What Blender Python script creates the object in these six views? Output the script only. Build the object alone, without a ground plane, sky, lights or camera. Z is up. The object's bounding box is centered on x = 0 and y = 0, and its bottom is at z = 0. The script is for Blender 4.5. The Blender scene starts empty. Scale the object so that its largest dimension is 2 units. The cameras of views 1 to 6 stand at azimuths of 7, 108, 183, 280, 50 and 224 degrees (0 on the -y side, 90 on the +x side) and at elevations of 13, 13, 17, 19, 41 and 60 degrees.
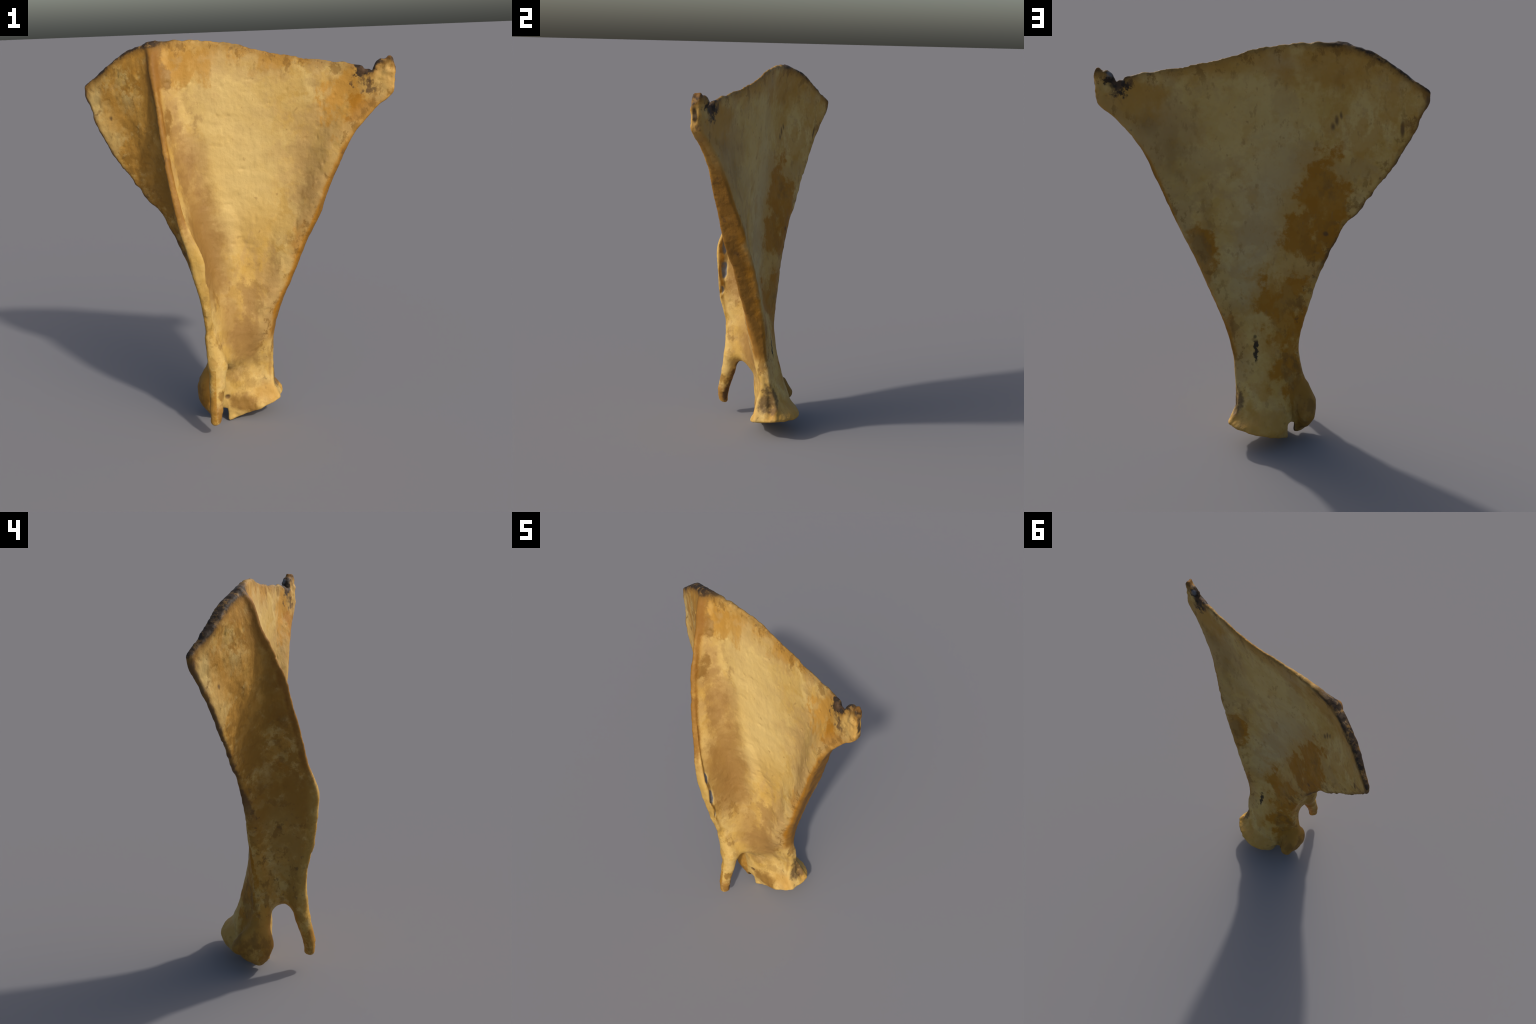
import bpy, math
import numpy as np

# ---------------------------------------------------------------------------
#  A weathered shoulder blade of a large grazing animal, standing on its socket.
#  The bone is described as a few smooth parts (plate, spine wall, crest lip,
#  neck, socket, tubercle, hooked process, acromion, broken corner) that are
#  melted together as distance functions; the skin is then meshed, split by
#  part and given one procedural bone material.
# ---------------------------------------------------------------------------
H = 0.0058                                   # mesh size in metres
X0, X1, Y0, Y1, Z0, Z1 = -0.85, 0.84, -0.335, 0.335, -0.04, 2.06
xs = np.arange(X0, X1, H, dtype=np.float32)
ys = np.arange(Y0, Y1, H, dtype=np.float32)
zs = np.arange(Z0, Z1, H, dtype=np.float32)
NX, NY, NZ = len(xs), len(ys), len(zs)
X = xs[:, None, None]; Y = ys[None, :, None]; Z = zs[None, None, :]


def curve(knots, q):
    """smooth interpolation (monotone-ish cubic) through (parameter, value) knots"""
    k = np.array(sorted(knots), dtype=np.float64)
    t, v = k[:, 0], k[:, 1]
    d = np.diff(v) / np.diff(t)
    m = np.empty_like(v)
    m[0], m[-1] = d[0], d[-1]
    h = np.diff(t)
    m[1:-1] = (d[:-1] * h[1:] + d[1:] * h[:-1]) / (h[1:] + h[:-1])
    flip = d[:-1] * d[1:] <= 0
    m[1:-1][flip] *= 0.35
    q = np.clip(np.asarray(q, dtype=np.float64), t[0], t[-1])
    i = np.clip(np.searchsorted(t, q) - 1, 0, len(t) - 2)
    hh = t[i + 1] - t[i]
    s = (q - t[i]) / hh
    return ((2 * s**3 - 3 * s**2 + 1) * v[i] + (s**3 - 2 * s**2 + s) * hh * m[i]
            + (3 * s**2 - 2 * s**3) * v[i + 1] + (s**3 - s**2) * hh * m[i + 1]).astype(np.float32)


def table(rows, cols, u, z):
    """rows: {z: values at the column positions}; u, z: 2-D arrays (nx, nz), z along axis 1"""
    zz = sorted(rows)
    colz = [curve([(h, rows[h][j]) for h in zz], z[0]) for j in range(len(cols))]
    colz = np.array(colz)                                   # (cols, nz)
    out = np.empty(u.shape, dtype=np.float32)
    c = np.array(cols)
    for k in range(u.shape[1]):
        out[:, k] = curve(list(zip(c, colz[:, k])), u[:, k])
    return out


def smin(a, b, k):
    h = np.clip(0.5 + 0.5 * (b - a) / k, 0, 1)
    return b + (a - b) * h - k * h * (1 - h)


def smax(a, b, k):
    return -smin(-a, -b, k)


def vnoise(p, seed):
    """value noise, p: (..., d) array, d = 1, 2 or 3"""
    p = np.asarray(p, dtype=np.float64)
    d = p.shape[-1]
    i = np.floor(p).astype(np.int64)
    f = p - i
    f = f * f * (3 - 2 * f)
    out = 0.0
    for c in range(2 ** d):
        w = 1.0
        hsh = np.full(p.shape[:-1], seed * 7919 + 17, dtype=np.int64)
        for a in range(d):
            b = (c >> a) & 1
            w = w * (f[..., a] if b else 1 - f[..., a])
            hsh = (hsh * 73856093) ^ ((i[..., a] + b) * (19349663 + 4 * a * 83492791))
            hsh &= 0x7FFFFFFF
        hsh = (hsh * 1103515245 + 12345) & 0x7FFFFFFF
        hsh = (hsh ^ (hsh >> 13)) * 60493 & 0x7FFFFFFF
        out = out + w * (hsh % 65536 / 32768.0 - 1.0)
    return out


def fbm(p, seed, octaves=3):
    p = np.asarray(p, dtype=np.float64)
    return sum(vnoise(p * 2 ** o, seed + o) * 0.5 ** o for o in range(octaves))


def ellipsoid(c, r, yaw=0.0, tilt=0.0):
    """yaw turns about z, tilt about the x axis"""
    dx, dy, dz = X - c[0], Y - c[1], Z - c[2]
    cy, sy = math.cos(yaw), math.sin(yaw)
    dx, dy = cy * dx + sy * dy, -sy * dx + cy * dy
    ct, st = math.cos(tilt), math.sin(tilt)
    dy, dz = ct * dy + st * dz, -st * dy + ct * dz
    q = np.sqrt((dx / r[0])**2 + (dy / r[1])**2 + (dz / r[2])**2)
    return ((q - 1) * min(r)).astype(np.float32)


def rod(pts):
    """chain of round cones through (x, y, z, radius, flatten_y)"""
    out = None
    for a, b in zip(pts[:-1], pts[1:]):
        fy = 0.5 * (a[4] + b[4])
        ax, ay, az = a[:3]
        bx, by, bz = b[0] - ax, (b[1] - ay), b[2] - az
        t = np.clip(((X - ax) * bx + (Y - ay) * by + (Z - az) * bz) / (bx*bx + by*by + bz*bz), 0, 1)
        r = a[3] + (b[3] - a[3]) * t
        d = np.sqrt((X - ax - bx * t)**2 + ((Y - ay - by * t) / fy)**2 + (Z - az - bz * t)**2) - r
        d = d * min(1.0, fy)
        out = d if out is None else smin(out, d, 0.012)
    return out.astype(np.float32)


# --------------------------------------------------------------------- plate
CRANIAL_X = [(1.90, -.80), (1.79, -.792), (1.72, -.789), (1.653, -.762), (1.578, -.735), (1.5, -.69),
             (1.4, -.633), (1.317, -.572), (1.248, -.518), (1.188, -.478), (1.145, -.432), (1.05, -.374),
             (.96, -.318), (.883, -.275), (.815, -.240), (.747, -.214), (.67, -.191), (.59, -.174),
             (.5, -.166), (.42, -.167), (.35, -.174), (.26, -.192), (.15, -.21), (0, -.2)]
CAUDAL_X = [(1.90, .792), (1.76, .792), (1.715, .786), (1.695, .768), (1.658, .721), (1.616, .679), (1.567, .634), (1.513, .594),
            (1.45, .557), (1.386, .529), (1.314, .495), (1.232, .461), (1.131, .426), (1.063, .395),
            (.986, .356), (.907, .321), (.825, .290), (.744, .255), (.68, .224), (.605, .194),
            (.528, .173), (.451, .156), (.363, .146), (.267, .143), (.2, .146), (.12, .168), (0, .168)]
TOP_Z = [(-.82, 1.76), (-.79, 1.785), (-.77, 1.798), (-.727, 1.822), (-.669, 1.867), (-.597, 1.916), (-.493, 1.966), (-.397, 1.985),
         (-.284, 1.998), (-.164, 1.996), (-.058, 1.983), (.033, 1.968), (.11, 1.945), (.234, 1.915),
         (.359, 1.894), (.487, 1.876), (.596, 1.856), (.620, 1.848), (.638, 1.845), (.652, 1.829), (.668, 1.833), (.684, 1.820), (.697, 1.850), (.712, 1.866), (.745, 1.880), (.766, 1.890), (.786, 1.875), (.80, 1.82)]

zc = np.maximum(zs, 0)
xc = curve(CRANIAL_X, zc)
xk = curve(CAUDAL_X, zc)
top = curve(TOP_Z, xs)
top = top - 0.002
# rough, nibbled borders
amp = curve([(0, 0), (.6, .001), (.9, .003), (1.25, .0055), (1.7, .004), (2, .004)], zc)
xc = xc + amp * fbm((zs[:, None] * 22), 3, 3)
xk = xk + 0.0018 * fbm((zs[:, None] * 9), 8, 2)
top = top + 0.0035 * fbm(xs[:, None] * 24, 5, 3) + curve([(-.8, .004), (-.3, .004), (-.1, .0), (.8, 0)], xs) * fbm(xs[:, None] * 37, 6, 2) * .45

U = (xs[:, None] - xc[None, :]) / (xk - xc)[None, :]
ZZ = np.broadcast_to(zc[None, :], U.shape)
COLS = [0, .12, .25, .4, .55, .7, .85, .94, 1.0]
# y of the inner (medial) face, from front border to rear border
INNER = {
    2.00: [.195, .128, .068, .054, .056, .046, .020, .010, .000],
    1.88: [.187, .115, .038, .034, .044, .038, .016, .002, -.008],
    1.75: [.178, .104, .018, .016, .032, .027, .010, .002, -.006],
    1.55: [.120, .092, .028, .008, .024, .025, .022, .030, .025],
    1.35: [.092, .084, .034, .004, .013, .026, .042, .053, .052],
    1.15: [.078, .074, .033, .008, .014, .032, .054, .085, .100],
    .95: [.064, .064, .046, .028, .034, .048, .086, .114, .128],
    .75: [.066, .074, .062, .052, .062, .088, .116, .125, .126],
    .60: [.066, .080, .085, .092, .102, .116, .122, .121, .122],
    .46: [.055, .085, .105, .116, .124, .127, .127, .128, .130],
    .37: [.050, .090, .122, .140, .145, .147, .148, .148, .148],
    .28: [.050, .100, .140, .162, .168, .168, .165, .160, .155],
    .20: [.060, .110, .160, .190, .200, .200, .196, .190, .182],
    .00: [.060, .120, .190, .235, .255, .258, .250, .235, .210],
}
# y of the outer face (before the spine is added)
OUTER = {
    2.00: [.145, .078, .018, .022, .034, .028, .000, -.020, -.035],
    1.88: [.147, .066, -.006, .024, .030, .024, -.005, -.034, -.048],
    1.75: [.148, .064, -.026, .016, .022, .014, -.012, -.052, -.054],
    1.55: [.098, .045, -.030, -.008, .012, .012, .000, -.048, -.045],
    1.35: [.072, .036, -.018, -.018, .000, .014, .008, -.040, -.042],
    1.15: [.058, .026, -.022, -.022, .008, .022, .004, -.030, -.025],
    .95: [.044, .024, -.010, -.018, .020, .030, .000, -.008, .000],
    .75: [.040, .026, -.002, -.018, .016, .018, .004, .020, .034],
    .60: [.026, .012, -.008, -.018, -.006, .004, .012, .034, .058],
    .46: [-.006, -.020, -.028, -.026, -.012, .008, .036, .058, .090],
    .37: [-.010, -.032, -.036, -.030, -.004, .036, .058, .072, .104],
    .28: [.006, -.010, -.018, -.008, .022, .060, .078, .086, .098],
    .20: [.010, -.010, -.022, -.010, .018, .056, .068, .072, .080],
    .00: [-.005, -.012, -.006, .012, .022, .030, .038, .046, .070],
}
ym = table(INNER, COLS, U, ZZ)
th = ym - table(OUTER, COLS, U, ZZ)
gx = np.broadcast_to(xs[:, None], U.shape)
grid2 = np.stack([gx, ZZ], -1)
ym = ym + (0.0035 * fbm(grid2 * 5, 21, 3)).astype(np.float32)
th = th * (1 + 0.05 * fbm(grid2 * 6, 31, 3)).astype(np.float32)
th = np.maximum(th, .0165)
yl = ym - th

plate = smax((yl[:, None, :] - Y), (Y - ym[:, None, :]), 0.012)
# the rear border is a bevelled face: its inner lip lies further forward than its outer lip
SLANT = [(1.9, .0), (1.66, .014), (1.5, .012), (1.35, .008), (1.2, .018), (1.12, .030), (.95, .028), (.8, .030),
         (.7, .022), (.6, .014), (.45, .008), (.3, 0)]
slant = curve(SLANT, zc)
slope = 0.8
edge = np.maximum((xc[None, :] - xs[:, None]) * slope, (zs[None, :] - top[:, None]) * 0.97)
plate = smax(plate, edge[:, None, :].astype(np.float32), 0.016)
across = np.clip((Y - yl[:, None, :]) / th[:, None, :], 0, 1)
rear = (X - (xk[None, None, :] - slant[None, None, :] * across)) * slope
plate = smax(plate, rear.astype(np.float32), 0.014)

# ---------------------------------------------------------------- spine wall
CREST_X = [(2.02, -.405), (1.93, -.395), (1.85, -.388), (1.73, -.364), (1.625, -.345), (1.5, -.327), (1.357, -.303), (1.258, -.284),
           (1.156, -.261), (1.068, -.234), (.99, -.206), (.885, -.188), (.77, -.163), (.69, -.148), (.61, -.147),
           (.53, -.148), (.457, -.144), (.36, -.140)]
CREST_Y = [(2.02, .060), (1.97, .005), (1.93, -.028), (1.85, -.051), (1.73, -.099), (1.625, -.143), (1.5, -.175), (1.357, -.207), (1.258, -.225),
           (1.156, -.243), (1.068, -.265), (.99, -.281), (.885, -.275), (.77, -.262), (.69, -.251), (.61, -.230),
           (.53, -.209), (.457, -.199), (.36, -.207)]
FOOT_X = [(2.02, -.40), (1.73, -.365), (1.42, -.300), (1.15, -.238), (.89, -.183), (.68, -.137), (.43, -.078), (.33, -.080)]
FOOT_T = [(2.02, .040), (1.73, .075), (1.4, .090), (1.15, .112), (.9, .118), (.7, .112), (.5, .100), (.4, .110), (.33, .09)]
FOOT_Y = 0.02
crx, cry = curve(CREST_X, zs), curve(CREST_Y, zs)
fox, fot = curve(FOOT_X, zs), curve(FOOT_T, zs)
V = (FOOT_Y - ys[:, None]) / (FOOT_Y - cry)[None, :]
Vc = np.clip(V, 0, 1.15)
mid = fox + (crx - fox) * (Vc * 0.55 + 0.45 * Vc**2)
taper = curve([(.33, 1.9), (.45, 1.8), (.62, 1.1), (.8, .7), (2, .7)], zs)
half = 0.5 * (fot[None, :] + (0.022 - fot[None, :]) * np.clip(Vc, 0, 1) ** taper[None, :])
half = half * (1 + 0.05 * fbm(np.stack(np.broadcast_arrays(ys[:, None] * 9, zs[None, :] * 9), -1), 41, 2))
wall = (np.abs(X - mid[None]) - half[None]).astype(np.float32) * 0.92
crest_edge = (cry[None, :] + 0.003 * fbm(np.stack(np.broadcast_arrays(zs * 20, zs * 0), -1), 43, 3)[None, :] - ys[:, None])
low = 0.337 - zs[None, :] + 0 * ys[:, None]
bounds = np.maximum(np.maximum(crest_edge, ys[:, None] - 0.02), zs[None, :] - 2.0)
wall = smax(wall, bounds[None].astype(np.float32), 0.014)
wall = smax(wall, low[None].astype(np.float32), 0.055)
topcut = (Z - top[:, None, None] - 0.002)
wall = np.maximum(wall, topcut)

# thick lip rolled over the crest
lip_r = curve([(1.75, .006), (1.4, .013), (1.2, .018), (1.12, .023), (1.0, .034), (.9, .035), (.8, .030), (.69, .024), (.55, .010)], zs)
lip_o = curve([(1.75, .0), (1.2, .010), (1.0, .020), (.85, .020), (.69, .010), (.55, 0)], zs)
wob = 0.004 * fbm(np.stack(np.broadcast_arrays(zs * 15, zs * 0), -1), 47, 3)
lip = np.sqrt((X - (crx + lip_o + wob)[None, None, :])**2 + ((Y - (cry + .015)[None, None, :]) / .45)**2) - lip_r[None, None, :]
lip = smax(lip * .7, np.maximum(Z - 1.74, .56 - Z), .02).astype(np.float32)

# ------------------------------------------------------------------ acromion
acromion = rod([(-.138, -.180, .520, .024, .9), (-.110, -.162, .370, .046, .95), (-.118, -.184, .270, .039, 1.0),
                (-.122, -.214, .150, .032, 1.0), (-.125, -.217, .092, .028, 1.0)])

# ------------------------------------------- tubercle, hooked process, socket
tubercle = ellipsoid((-.198, .050, .148), (.063, .092, .106), tilt=0.25)
shaft = rod([(-.130, .030, .40, .040, 1), (-.160, .030, .28, .046, 1), (-.198, .045, .18, .056, 1)])
hook = rod([(-.198, .03, .26, .028, 1), (-.222, .095, .190, .038, 1), (-.220, .135, .140, .037, 1)])
socket = ellipsoid((.025, .152, .086), (.148, .126, .056), tilt=.20)
rim_plane = (0.024 + .33 * X + .225 * Y - .35 * X * Y) - Z
head = socket

fillet = curve([(2.0, .045), (1.8, .07), (1.6, .085), (1.3, .10), (1.0, .11), (.6, .10), (.4, .07)], zs)[None, None, :]
bone = smin(plate, wall, fillet)
bone = np.maximum(bone, Y - ym[:, None, :])          # the spine never bulges through the inner face
bone = smin(bone, lip, 0.012)
bone = smin(bone, acromion, 0.035)
bone = smin(bone, head, 0.05)
body = bone
bone = smin(bone, shaft, 0.03)
bone = smin(bone, tubercle, 0.02)
bone = smin(bone, hook, 0.012)

# joint face: everything above the socket floor plane, hollowed by a shallow bowl
zone = smax(-(X + .128), -(Y + 0.02), 0.01)             # only under the socket, not the tubercle
floor = np.maximum(rim_plane, -0.0 - Z)
bone = np.where(X > -.128, smax(bone, floor.astype(np.float32), 0.012), bone)
tub_floor = (0.020 + 0.9 * np.maximum(-.20 - X, 0) + 0.35 * np.maximum(Y - .07, 0) + .6 * np.maximum(.03 - Y, 0)) - Z
bone = np.where((X <= -.128) & (Y > -.09), smax(bone, tub_floor.astype(np.float32), 0.02), bone)
bowl = ellipsoid((.03, .145, -.055), (.115, .100, .125))
bone = smax(bone, -bowl, 0.012)
# notch between socket and tubercle, running through from outside to inside
notch = smax(np.abs(X + .120 + .085 * Y) - (.024 - .045 * np.clip(Y, -.05, .2)), Z - (.074 + .25 * Y), 0.014)
# furrow down the rear border of the neck
furrow = rod([(.150, .118, .34, .006, 1), (.146, .150, .265, .014, 1), (.152, .160, .185, .020, 1), (.176, .165, .145, .014, 1)])
bone = smax(bone, -furrow, 0.012)
bone = smax(bone, -notch.astype(np.float32), 0.008)
pit = ellipsoid((-.092, -.022, .142), (.013, .016, .012))
bone = smax(bone, -pit, 0.008)

# ------------------------------------------------------ broken rear corner
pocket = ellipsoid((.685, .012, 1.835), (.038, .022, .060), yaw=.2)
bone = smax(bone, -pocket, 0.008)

# worn pockets in the wall just behind the crest lip
POCKETS = [((-.176, -.242, .985), (.030, .014, .045)), ((-.158, -.236, .850), (.030, .019, .050)), ((-.128, -.236, .735), (.030, .012, .026))]
for c, r in POCKETS:
    jag = (.004 * fbm(np.stack(np.broadcast_arrays(ys[:, None] * 50, zs[None, :] * 50), -1), 57, 2))[None].astype(np.float32)
    bone = smax(bone, -ellipsoid((c[0] + .014, c[1], c[2]), (.022, r[1], r[2])) + jag, 0.004)

bone = np.broadcast_to(bone, (NX, NY, NZ)).astype(np.float32)


# ----------------------------------------------------------- skin (surface net)
def surface_net(f):
    s = f < 0
    cell = np.zeros(tuple(n - 1 for n in f.shape), dtype=np.int8)
    for a in (0, 1):
        for b in (0, 1):
            for c in (0, 1):
                cell += s[a:f.shape[0]-1+a, b:f.shape[1]-1+b, c:f.shape[2]-1+c]
    act = np.argwhere((cell > 0) & (cell < 8))
    idx = np.full(cell.shape, -1, dtype=np.int64)
    idx[tuple(act.T)] = np.arange(len(act))
    corner = {(a, b, c): f[act[:, 0]+a, act[:, 1]+b, act[:, 2]+c] for a in (0, 1) for b in (0, 1) for c in (0, 1)}
    acc = np.zeros((len(act), 3)); cnt = np.zeros(len(act))
    for ax in range(3):
        for p in (0, 1):
            for q in (0, 1):
                lo = [p, q]; lo.insert(ax, 0); hi = [p, q]; hi.insert(ax, 1)
                f0, f1 = corner[tuple(lo)], corner[tuple(hi)]
                m = (f0 < 0) != (f1 < 0)
                t = np.where(m, f0 / np.where(m, f0 - f1, 1), 0)
                pos = np.zeros((len(act), 3)); pos[:] = lo; pos[:, ax] = t
                acc += pos * m[:, None]; cnt += m
    v = act + acc / cnt[:, None]
    quads = []
    for ax in range(3):
        o = [i for i in range(3) if i != ax]
        lo = [slice(None)] * 3; hi = [slice(None)] * 3
        lo[ax] = slice(0, -1); hi[ax] = slice(1, None)
        for k in o:
            lo[k] = slice(1, -1); hi[k] = slice(1, -1)
        a, b = s[tuple(lo)], s[tuple(hi)]
        for flip, mask in ((False, a & ~b), (True, ~a & b)):
            e = np.argwhere(mask)
            for k in o:
                e[:, k] += 1
            d = [e.copy() for _ in range(4)]
            d[0][:, o[0]] -= 1; d[0][:, o[1]] -= 1
            d[1][:, o[1]] -= 1
            d[3][:, o[0]] -= 1
            if flip != (ax == 1):
                d = d[::-1]
            quads.append(np.stack([idx[tuple(q.T)] for q in d], 1))
    return v, np.concatenate(quads)


verts, quads = surface_net(bone)
verts = verts * H + np.array([X0, Y0, Z0])

# drop stray crumbs: keep the largest connected piece
lab = np.arange(len(verts))
while True:
    m = lab[quads].min(1)
    new = lab.copy()
    for k in range(4):
        np.minimum.at(new, quads[:, k], m)
    new = new[new]
    if (new == lab).all():
        break
    lab = new
main = np.bincount(lab).argmax()
keep = lab == main
remap = np.cumsum(keep) - 1
quads = remap[quads[keep[quads[:, 0]]]]
verts = verts[keep]


def relax(v, q, rounds, w):
    for _ in range(rounds):
        c = v[q].mean(1)
        acc = np.zeros_like(v); n = np.zeros(len(v))
        for k in range(4):
            np.add.at(acc, q[:, k], c); np.add.at(n, q[:, k], 1)
        v = v + w * (acc / n[:, None] - v)
    return v


def normals(v, q):
    n = np.cross(v[q[:, 2]] - v[q[:, 0]], v[q[:, 3]] - v[q[:, 1]])
    acc = np.zeros_like(v)
    for k in range(4):
        np.add.at(acc, q[:, k], n)
    return acc / np.maximum(np.linalg.norm(acc, axis=1, keepdims=True), 1e-12)


verts = relax(verts, quads, 3, 0.55)
nrm = normals(verts, quads)
x, y, z = verts.T
# surface relief: fine pitting, stronger on the spongy upper border and around the joint
ztop = np.interp(x, xs, top)
rim = np.clip(1 - (ztop - z) / 0.03, 0, 1)
rim = rim * np.interp(x, [-.8, -.25, 0, .55, .62, .8], [1, 1, .25, .25, 1, .6])
knob = np.clip((x - .66) / .05, 0, 1) * np.clip((z - 1.70) / .06, 0, 1)
joint = np.clip((0.22 - z) / .15, 0, 1)
pits = np.clip(vnoise(verts * 34, 99) - .62, 0, 1)
rel = 0.0016 * fbm(verts * 28, 61, 3) - .010 * pits + rim * 0.0035 * (fbm(verts * 13, 71, 4) + .4 * fbm(verts * 60, 75, 2)) + knob * (.005 * fbm(verts * 20, 91, 3) + .004 * fbm(verts * 48, 95, 2)) + joint * 0.004 * fbm(verts * 26, 81, 2)
verts = verts + nrm * rel[:, None]
print("lowest point", verts[:, 2].min())
verts[:, 2] -= verts[:, 2].min()
nrm = normals(verts, quads)
print("skin", len(verts), "verts, bounds", verts.min(0), verts.max(0))


# ------------------------------------------------------------------- material
CREAM, IVORY, GOLD = (.515, .335, .098), (.58, .410, .150), (.47, .285, .062)
AMBER = (.30, .148, .022)
HONEY, ORANGE, RUST = (.41, .210, .034), (.46, .235, .040), (.35, .145, .008)
RED_BROWN, SMUDGE, BROWN = (.235, .105, .017), (.260, .142, .040), (.200, .098, .018)
GREYISH, OLIVE, DARK, BLACK = (.44, .335, .180), (.35, .235, .070), (.095, .052, .024), (.022, .016, .012)
TAN, GREY = (.405, .252, .088), (.155, .155, .162)


class Paint:
    """small helper that stacks stains on a bone colour inside a node tree"""

    def __init__(self, name):
        self.mat = bpy.data.materials.new(name)
        self.mat.use_nodes = True
        self.nt = self.mat.node_tree
        self.nt.nodes.clear()
        self.out = self.nt.nodes.new("ShaderNodeOutputMaterial")
        self.bsdf = self.nt.nodes.new("ShaderNodeBsdfPrincipled")
        self.nt.links.new(self.bsdf.outputs[0], self.out.inputs[0])
        self.pos = self.node("ShaderNodeTexCoord").outputs["Object"]
        sep = self.node("ShaderNodeSeparateXYZ")
        self.link(self.pos, sep.inputs[0])
        self.x, self.y, self.z = sep.outputs
        n = self.noise(7, 4, .62, color=True)
        self.warped = {}
        self.wn = n
        self.col = None
        self.rails = {}

    def node(self, t):
        return self.nt.nodes.new(t)

    def link(self, a, b):
        self.nt.links.new(a, b)

    def put(self, v, sock):
        if hasattr(v, "is_output"):
            self.link(v, sock)
        else:
            sock.default_value = v

    def noise(self, scale, detail=3, rough=.55, stretch=None, color=False, dist=0.0, seed=0.0):
        t = self.node("ShaderNodeTexNoise")
        t.inputs["Scale"].default_value = scale
        t.inputs["Detail"].default_value = detail
        t.inputs["Roughness"].default_value = rough
        t.inputs["Distortion"].default_value = dist
        v = self.pos
        if stretch or seed:
            m = self.node("ShaderNodeMapping")
            m.inputs["Scale"].default_value = stretch or (1, 1, 1)
            m.inputs["Location"].default_value = (seed, seed * .7, -seed)
            self.link(v, m.inputs[0])
            v = m.outputs[0]
        self.link(v, t.inputs["Vector"])
        return t.outputs["Color" if color else "Fac"]

    def math(self, op, a, b=0.0, clamp=False):
        m = self.node("ShaderNodeMath")
        m.operation = op
        m.use_clamp = clamp
        self.put(a, m.inputs[0]); self.put(b, m.inputs[1])
        return m.outputs[0]

    def vmath(self, op, a, b):
        m = self.node("ShaderNodeVectorMath")
        m.operation = op
        self.put(a, m.inputs[0]); self.put(b, m.inputs[1])
        return m.outputs["Value" if op == "LENGTH" else "Vector"]

    def step(self, v, lo, hi):
        """1 below lo, 0 above hi (or the reverse when lo > hi)"""
        m = self.node("ShaderNodeMapRange")
        m.interpolation_type = "SMOOTHSTEP"
        a, b, p, q = (lo, hi, 1, 0) if lo < hi else (hi, lo, 0, 1)
        for k, u in zip((1, 2, 3, 4), (a, b, p, q)):
            m.inputs[k].default_value = u
        self.put(v, m.inputs[0])
        return m.outputs[0]

    def warp(self, amp):
        if amp not in self.warped:
            a = self.vmath("SUBTRACT", self.wn, (.5, .5, .5))
            a = self.vmath("MULTIPLY", a, (amp, amp, amp))
            self.warped[amp] = self.vmath("ADD", self.pos, a)
        return self.warped[amp]

    def rail(self, knots, q=None):
        """value of a profile curve along z (or along q)"""
        key = (id(knots), id(q))
        if key not in self.rails:
            q_in = self.z if q is None else q
            k = sorted(knots)
            lo, hi = k[0][0], k[-1][0]
            f = self.node("ShaderNodeFloatCurve")
            c = f.mapping.curves[0]
            pts = [((t - lo) / (hi - lo), (v + 1) / 3.2) for t, v in k]
            c.points[0].location = pts[0]
            c.points[1].location = pts[-1]
            for p in pts[1:-1]:
                c.points.new(*p)
            for p in c.points:
                p.handle_type = "VECTOR"
            f.mapping.update()
            t = self.math("DIVIDE", self.math("SUBTRACT", q_in, lo), hi - lo, clamp=True)
            self.link(t, f.inputs["Value"])
            self.rails[key] = self.math("SUBTRACT", self.math("MULTIPLY", f.outputs[0], 3.2), 1.0)
        return self.rails[key]

    def blob(self, c, r, soft=.45, amp=.09):
        v = self.vmath("SUBTRACT", self.warp(amp), c)
        v = self.vmath("DIVIDE", v, r)
        d = self.vmath("LENGTH", v, (0, 0, 0))
        return self.step(d, 1 - soft, 1 + soft)

    def grain(self, mask, noise, bite=1.0):
        """let a noise eat into a mask so that it gets ragged, patchy borders"""
        m = self.math("ADD", mask, self.math("MULTIPLY", self.math("SUBTRACT", noise, .5), bite * 2.2))
        return self.math("MULTIPLY", self.step(m, 1.0, .12), self.step(mask, .3, 0.0))

    def over(self, color, mask, strength=1.0):
        if self.col is None:
            self.col = (*color, 1)
            return
        m = self.node("ShaderNodeMix")
        m.data_type = "RGBA"
        f = mask if strength == 1.0 else self.math("MULTIPLY", mask, strength)
        self.put(f, m.inputs["Factor"])
        self.put(self.col, m.inputs["A"])
        self.put((*color, 1), m.inputs["B"])
        self.col = m.outputs["Result"]

    def mul(self, a, b):
        return self.math("MULTIPLY", a, b)


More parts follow.
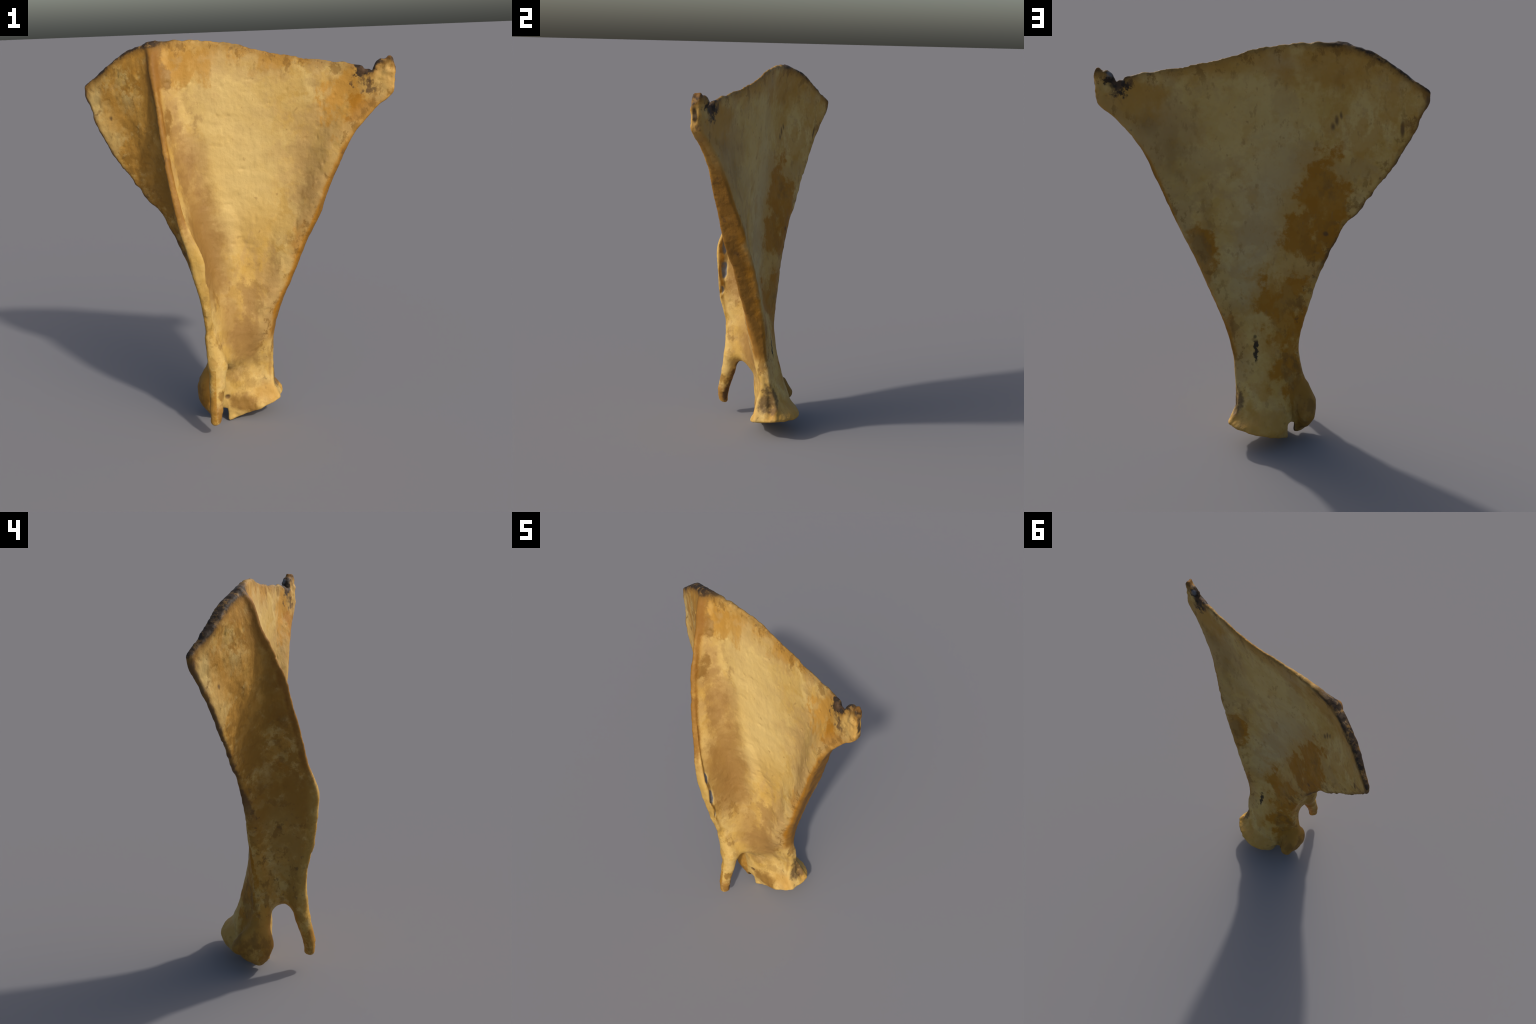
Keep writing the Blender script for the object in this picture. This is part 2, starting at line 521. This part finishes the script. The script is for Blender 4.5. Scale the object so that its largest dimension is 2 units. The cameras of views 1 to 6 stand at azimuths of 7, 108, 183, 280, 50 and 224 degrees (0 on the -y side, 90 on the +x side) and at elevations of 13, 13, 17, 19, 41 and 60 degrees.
def bone_paint(name, side):
    p = Paint(name)
    fine = p.noise(26, 4, .6)
    mid = p.noise(11, 4, .6, seed=3.1)
    big = p.noise(4.2, 3, .5, seed=7.7)
    streak = p.noise(30, 3, .6, stretch=(1, 1, .16), seed=1.3)
    ragged = p.noise(13, 6, .68, seed=6.1)
    # ---- bone ground colour: cream with ivory and golden clouds
    p.over(CREAM, None)
    p.over(IVORY, p.step(big, .60, .44), .60)
    p.over(GOLD, p.step(mid, .60, .48), .70)
    p.over(HONEY, p.step(fine, .74, .54), .22)
    p.over(TAN, p.step(p.noise(5.5, 6, .66, seed=12.4), .61, .50), .60)
    p.over(TAN, p.step(streak, .74, .56), .22)
    p.over(TAN, p.step(p.noise(19, 5, .62, seed=4.4), .66, .56), .40)

    B = lambda color, c, r, k=1.0, soft=.5, amp=.11: p.over(color, p.blob(c, r, soft, amp), k)
    R = lambda color, c, r, k=1.0, n=mid, bite=1.0: p.over(color, p.grain(p.blob(c, r, .6, .12), n, bite), k)

    blotch = p.noise(8.5, 7, .64, seed=31.0)
    blotch_b = p.noise(12, 7, .66, stretch=(1, 1, .6), seed=44.0)

    def S(color, c, r, k=1.0, n=None, cover=.5, soft=.7):
        # stain that breaks up into blotches inside a soft zone
        zone = p.blob(c, r, soft, .14)
        m = p.math("ADD", n or blotch, p.math("MULTIPLY", zone, .28))
        lo = .85 - .20 * cover
        p.over(color, p.math("MULTIPLY", p.step(m, lo + .075, lo - .045), p.step(zone, .35, .0)), k)

    if side == "outer_rear":
        B(IVORY, (-.10, -.02, 1.72), (.22, .12, .15), .45)
        B(IVORY, (.03, .00, 1.20), (.13, .12, .24), .55)
        B(GOLD, (.08, .0, .98), (.09, .1, .22), .7)
        B(TAN, (-.03, .01, 1.90), (.13, .06, .06), .6, .7)
        S(HONEY, (.22, .02, 1.90), (.32, .08, .09), .85, blotch_b, .6)
        S(TAN, (-.30, -.05, 1.45), (.22, .12, .34), .7, blotch_b, .45)
        S(TAN, (.10, .0, .75), (.16, .12, .30), .65, blotch_b, .5)
        S(TAN, (.36, .0, 1.25), (.14, .10, .40), .6, blotch, .55)
        S(TAN, (-.02, .0, 1.45), (.45, .12, .45), .6, p.noise(7, 6, .7, seed=52.0), .25)
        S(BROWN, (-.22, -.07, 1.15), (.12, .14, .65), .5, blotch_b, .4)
        S(BROWN, (.0, .02, .33), (.20, .12, .32), .4, blotch_b, .35)
        B(ORANGE, (-.25, .00, 1.90), (.13, .12, .09), .75, .6, .16)
        S(HONEY, (-.25, .00, 1.87), (.16, .12, .12), .8, blotch_b, .6)
        S(BROWN, (-.34, -.05, 1.86), (.07, .10, .16), .85, blotch, .6)
        S(TAN, (.0, .0, 1.86), (.60, .10, .12), .55, blotch, .55)
        B(IVORY, (.02, .0, 1.45), (.20, .12, .36), .75, .8, .2)
        S(SMUDGE, (.03, .0, .58), (.16, .12, .26), .6, blotch, .45)
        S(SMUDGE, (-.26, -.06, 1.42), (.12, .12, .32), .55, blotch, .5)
        # soft brown band that follows the foot of the spine
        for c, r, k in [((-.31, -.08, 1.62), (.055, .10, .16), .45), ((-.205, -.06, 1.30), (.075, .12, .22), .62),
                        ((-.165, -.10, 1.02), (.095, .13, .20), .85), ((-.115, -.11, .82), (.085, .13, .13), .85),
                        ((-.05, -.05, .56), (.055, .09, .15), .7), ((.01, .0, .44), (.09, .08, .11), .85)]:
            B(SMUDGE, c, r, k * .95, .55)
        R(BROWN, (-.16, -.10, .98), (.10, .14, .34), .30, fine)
        B(TAN, (.38, -.01, 1.30), (.10, .08, .30), .55, .8, .2)
        S(SMUDGE, (.39, -.01, 1.20), (.07, .08, .26), .4, blotch_b, .45)
        B(TAN, (.17, .03, .66), (.06, .08, .16), .6, .6)
        B(SMUDGE, (.075, .02, .53), (.010, .06, .085), .6, .6, .03)
        B(DARK, (-.092, -.022, .142), (.015, .03, .014), .9, .4, .02)
        B(SMUDGE, (.128, .06, .30), (.008, .05, .08), .6, .6, .03)
        R(RUST, (.32, .0, .93), (.045, .08, .17), .7, fine)
        B(HONEY, (.60, -.02, 1.68), (.13, .08, .15), .55, .7, .16)
        S(ORANGE, (.55, -.02, 1.68), (.14, .08, .18), .95, blotch_b, .7)
        S(RUST, (.63, -.04, 1.64), (.10, .07, .09), .85, blotch, .65)
        S(DARK, (.67, -.04, 1.755), (.05, .05, .040), .85, fine, .55)
        S(DARK, (.605, -.03, 1.765), (.035, .05, .050), .8, fine, .5)
        R(BROWN, (-.315, -.085, 1.60), (.02, .06, .07), .8, fine)
        B(ORANGE, (.13, .04, .15), (.08, .07, .05), .6)
        R(BROWN, (-.03, .02, .10), (.09, .07, .06), .85)
        R(RED_BROWN, (-.10, -.22, .12), (.03, .05, .06), .8, fine)
        R(BROWN, (-.09, -.19, .22), (.018, .04, .03), .8, fine)
        for q in range(4):                               # dark inner edge of the prong
            h = .30 - .06 * q
            R(DARK, (-.108, -.122 - .019 * q, h), (.05, .022, .045), .95, fine, .35)
    elif side == "outer_front":
        p.over(HONEY, p.step(mid, .54, .42), .85)
        p.over(ORANGE, p.step(big, .62, .42), .45)
        p.over(OLIVE, p.step(p.noise(9, 4, .6, seed=5.5), .68, .52), .45)
        p.over(GOLD, p.step(p.noise(15, 4, .6, seed=25.5), .68, .54), .55)
        p.over(AMBER, p.step(p.noise(9, 6, .68, seed=9.2), .56, .47), .85)
        p.over(IVORY, p.step(p.noise(10, 5, .6, seed=91.0), .62, .54), .50)
        p.over(RUST, p.step(p.noise(21, 6, .66, seed=33.0), .62, .55), .45)
        p.over(BROWN, p.step(p.noise(13, 6, .68, seed=37.0), .66, .58), .55)
        S(BROWN, (-.30, -.08, 1.50), (.16, .14, .40), .7, blotch, .45)
        S(BROWN, (-.20, -.20, 1.0), (.12, .10, .35), .6, blotch_b, .45)
        B(IVORY, (-.735, .13, 1.70), (.055, .10, .13), .75)
        B(IVORY, (-.66, .09, 1.53), (.05, .10, .12), .55)
        B(ORANGE, (-.62, .07, 1.68), (.07, .10, .11), .55)
        R(AMBER, (-.38, -.09, 1.68), (.10, .12, .17), .85)
        R(AMBER, (-.50, .01, 1.93), (.14, .10, .07), .7)
        R(AMBER, (-.345, -.10, 1.48), (.07, .08, .10), .8)
        S(AMBER, (-.38, .01, 1.30), (.16, .12, .34), .75, blotch, .7)
        S(ORANGE, (-.45, .02, 1.55), (.24, .16, .36), .6, blotch_b, .45)
        S(AMBER, (-.19, -.14, .85), (.14, .16, .50), .7, blotch_b, .6)
        S(ORANGE, (-.18, .0, .38), (.10, .14, .30), .6, blotch, .6)
        R(AMBER, (-.24, -.02, .98), (.09, .09, .24), .65)
        R(AMBER, (-.21, -.18, .95), (.09, .07, .22), .7)
        B(OLIVE, (-.16, -.10, .70), (.10, .10, .26), .30)
        R(ORANGE, (-.20, .05, .30), (.05, .08, .20), .7)
        B(DARK, (-.645, .078, 1.618), (.007, .03, .009), .8, .6, .03)
        B(DARK, (-.653, .082, 1.865), (.010, .03, .018), .7, .6, .05)
        R(DARK, (-.22, .12, .09), (.06, .08, .05), .6)
        R(AMBER, (-.20, .06, .065), (.09, .11, .045), .8)
    else:
        B(GREYISH, (-.10, .00, 1.40), (.12, .12, .22), .45, .8, .16)
        B(GREYISH, (.07, .06, .86), (.09, .12, .15), .4, .8, .16)
        B(GREYISH, (-.08, .05, 1.90), (.10, .08, .05), .5)
        B(OLIVE, (.45, .03, 1.50), (.20, .10, .25), .35, .7)
        S(HONEY, (-.50, .10, 1.68), (.34, .18, .34), .50, blotch_b, .45)
        S(TAN, (.40, .05, 1.50), (.28, .12, .45), .5, blotch, .5)
        B(IVORY, (.05, .03, 1.62), (.24, .12, .22), .5, .8, .2)
        B(IVORY, (.03, .10, .45), (.07, .12, .26), .4, .7, .1)
        B(GREYISH, (.02, .04, 1.15), (.13, .12, .24), .45, .8, .16)
        S(SMUDGE, (.45, .05, 1.55), (.22, .12, .30), .45, blotch_b, .4)
        S(HONEY, (.0, .12, .55), (.22, .14, .55), .5, blotch, .4)
        B(TAN, (.50, .03, 1.60), (.16, .10, .14), .6, .8, .2)
        B(SMUDGE, (.53, .015, 1.62), (.05, .06, .05), .6, .8, .16)
        B(SMUDGE, (.42, .04, 1.45), (.03, .06, .08), .55, .8, .16)
        B(SMUDGE, (.27, .03, 1.12), (.025, .08, .16), .45, .8, .10)
        R(HONEY, (.60, .01, 1.72), (.16, .10, .10), .8)
        R(HONEY, (-.38, .04, 1.88), (.26, .12, .10), .7)
        B(HONEY, (.15, .04, 1.91), (.35, .08, .05), .55, .7)
        for c, r in [((-.30, .05, 1.26), (.10, .12, .18)), ((-.26, .06, 1.06), (.14, .12, .15)), ((-.13, .08, .70), (.11, .12, .18)),
                     ((-.15, .09, .36), (.09, .12, .14)), ((.285, .09, .99), (.055, .08, .15)), ((.165, .12, .60), (.045, .07, .09))]:
            p.over(HONEY, p.blob(c, (r[0] * 1.3, r[1], r[2] * 1.2), .8, .2), .60)
            S(RUST, c, (r[0] * 1.35, r[1] * 1.2, r[2] * 1.25), .95, blotch, .85)
            S(BROWN, c, r, .65, blotch_b, .45)
        S(RUST, (-.15, .08, .58), (.08, .10, .12), .9, blotch_b, .8)
        S(RUST, (-.30, .06, 1.08), (.20, .12, .22), .8, blotch_b, .35)
        S(HONEY, (-.08, .09, .75), (.16, .12, .45), .7, blotch_b, .35)
        R(HONEY, (0.02, .22, .14), (.20, .12, .07), .6)
        R(BROWN, (-.22, .14, .14), (.06, .06, .12), .8)
        for c, r in [((-.372, .042, 1.63), (.011, .04, .026)), ((-.395, .045, 1.655), (.008, .04, .018)), ((-.352, .042, 1.60), (.012, .04, .020)),
                     ((-.676, .114, 1.60), (.009, .04, .040)), ((-.318, .07, 1.085), (.012, .04, .012))]:
            B(DARK, c, r, .8, .5, .02)
        p.over(HONEY, p.step(p.noise(9, 6, .66, seed=83.0), .63, .53), .25)
        p.over(SMUDGE, p.step(p.noise(24, 5, .66, stretch=(1, 1, .5), seed=87.0), .66, .58), .40)
        # black crack on the neck
        cr = p.math("ABSOLUTE", p.math("ADD", p.math("SUBTRACT", p.x, .036), p.math("MULTIPLY", p.math("SUBTRACT", p.noise(48, 4, .7), .5), .045)))
        wide = p.math("ADD", .003, p.math("MULTIPLY", p.math("SUBTRACT", fine, .42), .03))
        line = p.step(p.math("SUBTRACT", cr, wide), -.001, .006)
        p.over(BLACK, p.mul(line, p.blob((.036, .12, .488), (.05, .06, .056), .2, .02)), .95)
        p.over(BLACK, p.blob((.041, .12, .560), (.008, .05, .010), .5, .03), .7)

    # ---- stains shared by all sides, tied to the borders of the bone
    top_d = p.math("SUBTRACT", p.rail(TOP_Z, p.x), p.z)
    band = p.step(top_d, .02, .11)
    p.over(HONEY, p.grain(p.mul(band, .75), blotch_b, 1.3), .6)
    front_d = p.math("SUBTRACT", p.x, p.rail(CRANIAL_X))
    high = p.step(p.z, 1.15, .85)
    p.over(BROWN, p.mul(p.grain(p.step(front_d, .006, .050), fine, .8), high), .5)
    wob = p.math("ADD", front_d, p.math("MULTIPLY", p.math("SUBTRACT", fine, .5), .03))
    p.over(DARK, p.mul(p.step(wob, .004, .020), p.step(p.z, 1.0, .8)), .85)
    rear_d = p.math("SUBTRACT", p.rail(CAUDAL_X), p.x)
    near = p.math("MINIMUM", p.math("MINIMUM", front_d, rear_d), p.math("ADD", top_d, .01))
    p.over(TAN, p.mul(p.grain(p.step(rear_d, .03, .16), blotch_b, .8), p.step(p.z, .5, .35)), .4)
    worn = p.mul(p.step(near, .03, .17), p.step(p.z, .40, .30))
    speck = p.noise(17, 6, .66, stretch=(1, 1, .7), seed=63.0)
    p.over(BROWN, p.mul(worn, p.step(speck, .60, .53)), .65)
    p.over(DARK, p.mul(p.step(near, .01, .10), p.step(p.noise(27, 5, .65, seed=71.0), .66, .59)), .55)
    rear_zone = p.mul(p.step(p.z, .50, .42), p.step(p.z, 1.42, 1.58))
    p.over(ORANGE, p.mul(p.step(rear_d, .010, .050), p.step(p.z, .5, .4)), .45)
    p.over(RUST, p.mul(p.grain(p.step(rear_d, .012, .045), mid, .7), rear_zone), .9)
    p.over(BROWN, p.mul(p.grain(p.step(rear_d, .008, .03), blotch_b, .9), rear_zone), .8)
    p.over(DARK, p.mul(p.mul(p.step(rear_d, .010, .03), p.step(blotch, .66, .56)), rear_zone), .6)
    # worn crest of the spine
    cx = p.math("SUBTRACT", p.x, p.rail(CREST_X)); cy = p.math("SUBTRACT", p.y, p.rail(CREST_Y))
    crest_d = p.math("SQRT", p.math("ADD", p.mul(cx, cx), p.mul(cy, cy)))
    crest_m = p.mul(p.step(crest_d, .022, .055), p.step(p.z, 1.15, .95))
    p.over(HONEY, p.mul(crest_m, p.step(p.z, 1.2, 1.0)), .6)
    p.over(RED_BROWN, p.grain(p.mul(crest_m, .9), ragged, 1.1), .85)
    p.over(DARK, p.mul(p.mul(p.step(crest_d, .012, .045), p.step(p.z, .55, .5)), p.step(blotch_b, .64, .56)), .6)
    p.over(GOLD, p.mul(p.step(crest_d, .025, .06), p.mul(p.step(p.z, .95, 1.15), p.step(p.z, .35, .25))), .5)
    B(RED_BROWN, (-.385, -.045, 1.86), (.05, .06, .12), .55)
    # grey patches in the pockets behind the crest
    if side == "outer_rear":
        behind = p.step(p.math('SUBTRACT', p.y, p.rail(CREST_Y)), .026, .016)
        for c, r in POCKETS:
            grow = (r[0] * 1.6, r[1] * 1.35, r[2] * 1.2)
            p.over(IVORY, p.mul(p.blob(c, grow, .25, .03), behind), .8)
            p.over(DARK, p.mul(p.grain(p.blob((c[0] - .01, c[1] - r[1] * .9, c[2]), grow, .4, .03), fine, .8), behind), .6)
            p.over(GREY, p.mul(p.blob(c, r, .18, .03), behind), 1.0)
    # dark furrow beside the joint, black notch, brown tubercle
    R(AMBER, (-.205, .075, .17), (.085, .14, .15), .85, blotch, .5)
    S(BROWN, (-.205, .075, .12), (.09, .16, .13), .8, blotch_b, .6)
    R(DARK, (.145, .155, .22), (.035, .05, .10), .8, fine)
    B(BLACK, (-.13, .05, .055), (.030, .10, .030), .85, .3, .03)
    # scorched, spongy upper border
    sides = p.math("MAXIMUM", p.step(p.x, -.42, -.20), p.step(p.x, .62, .52))
    rough_d = p.math("ADD", top_d, p.math("MULTIPLY", p.math("SUBTRACT", ragged, .5), .075))
    p.over(BROWN, p.mul(p.step(rough_d, .012, .050), p.math("ADD", p.mul(sides, .55), .30)), 1.0)
    p.over(BLACK, p.mul(p.step(rough_d, .002, .022), p.math("ADD", p.mul(sides, .65), .28)), 1.0)
    crumbs = p.step(p.noise(24, 5, .75, seed=8.8), .62, .50)
    p.over(SMUDGE, p.mul(p.mul(p.step(top_d, .012, .030), crumbs), sides), .75)
    p.over(TAN, p.mul(p.mul(p.step(top_d, .010, .024), p.step(p.noise(60, 3, .7), .72, .62)), sides), .3)
    # hollow of the broken corner, black and dark brown patches
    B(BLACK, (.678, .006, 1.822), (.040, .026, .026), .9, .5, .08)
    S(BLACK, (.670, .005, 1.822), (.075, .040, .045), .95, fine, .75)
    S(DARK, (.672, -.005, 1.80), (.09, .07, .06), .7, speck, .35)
    R(GREY, (.70, .0, 1.865), (.020, .022, .022), .9, fine, .4)
    B(BLACK, (.792, -.035, 1.79), (.012, .012, .035), .85, .3, .02)
    R(DARK, (.785, -.03, 1.735), (.02, .02, .025), .8, fine)
    R(RED_BROWN, (.775, -.02, 1.885), (.03, .04, .02), .7, fine)
    # pores and flecks
    v = p.node("ShaderNodeTexVoronoi")
    v.inputs["Scale"].default_value = 19
    p.link(p.warp(.09), v.inputs["Vector"])
    vs = p.node("ShaderNodeSeparateColor")
    p.link(v.outputs["Color"], vs.inputs[0])
    pore = p.mul(p.step(p.math("ADD", v.outputs["Distance"], p.math("MULTIPLY", fine, .25)), .15, .34), p.step(vs.outputs[0], .86, .80))
    p.over(SMUDGE, pore, .55)
    p.over(SMUDGE, p.step(p.noise(34, 4, .7, stretch=(1, 1, .5), seed=15.0), .74, .67), .45)

    p.link(p.col, p.bsdf.inputs["Base Color"])
    rough = p.node("ShaderNodeMapRange")
    rough.inputs[3].default_value, rough.inputs[4].default_value = .50, .72
    p.link(mid, rough.inputs[0])
    p.link(rough.outputs[0], p.bsdf.inputs["Roughness"])
    p.bsdf.inputs["Specular IOR Level"].default_value = .18
    b = p.node("ShaderNodeBump")
    b.inputs["Strength"].default_value = .35
    b.inputs["Distance"].default_value = .006
    h = p.math("ADD", p.noise(60, 4, .6), p.mul(streak, .8))
    p.link(h, b.inputs["Height"])
    p.link(b.outputs[0], p.bsdf.inputs["Normal"])
    return p.mat


MATS = [bone_paint("aged_bone_rear_face", "outer_rear"), bone_paint("aged_bone_front_face", "outer_front"),
        bone_paint("aged_bone_inner_face", "inner")]

# ---------------------------------------------------------- split into parts
fc = verts[quads].mean(1)
fx, fy, fz = fc.T


def sample(field, a, b, pa, pb):
    ia = np.clip(((pa - a[0]) / H).round().astype(int), 0, len(a) - 1)
    ib = np.clip(((pb - b[0]) / H).round().astype(int), 0, len(b) - 1)
    return field[ia, ib]


y_mid = sample(ym - .5 * th, xs, zs, fx, fz)
x_wall = sample(mid, ys, zs, np.clip(fy, None, .02), fz)
side = np.where(fy > y_mid, 2, np.where(fx > x_wall, 0, 1))
low_front = np.interp(fz, [0, .15, .34, .4], [-.14, -.14, -.155, -.10])
side = np.where((fz < .36) & (fy < y_mid), np.where(fx > np.where(fy < -.10, -.116, low_front), 0, 1), side)


foot = np.interp(fz, *np.array(sorted(FOOT_X)).T)
part = np.full(len(quads), "blade", dtype=object)
part[fz < .46] = "neck"
part[(fy < -.060) & (fz > .33) & (fx < .12) & (np.abs(fx - foot) < .10)] = "spine"
part[(fy < -.10) & (fz <= .36) & (fx < 0.05)] = "acromion"
part[(fx < -.135) & (fz < .24) & (fy > -.1)] = "tubercle"
part[(fx < -.16) & (fz < .24) & (fy > .105)] = "coracoid_process"
part[(fz < .16) & (fx >= -.135) & (fy > -.1)] = "socket"
part[(fx > .655) & (fz > 1.66)] = "broken_corner"
ft = np.interp(fx, xs, top)
part[(ft - fz < .03) & (fx < .655) & (fz > 1.5)] = "upper_border"

root = bpy.data.objects.new("shoulder_blade_bone", None)
root["label"] = "old yellowed animal shoulder blade bone standing upright"
root["category"] = "bone"
bpy.context.scene.collection.objects.link(root)
for name in ["blade", "spine", "neck", "socket", "acromion", "tubercle", "coracoid_process", "upper_border", "broken_corner"]:
    pick = part == name
    fq = quads[pick]
    used, inv = np.unique(fq, return_inverse=True)
    me = bpy.data.meshes.new(name)
    me.from_pydata(verts[used].tolist(), [], inv.reshape(-1, 4).tolist())
    for m in MATS:
        me.materials.append(m)
    me.polygons.foreach_set("material_index", side[pick].astype(np.int32))
    me.polygons.foreach_set("use_smooth", np.ones(len(fq), dtype=bool))
    me.update()
    me.normals_split_custom_set_from_vertices(nrm[used].tolist())
    ob = bpy.data.objects.new(name, me)
    ob.parent = root
    bpy.context.scene.collection.objects.link(ob)
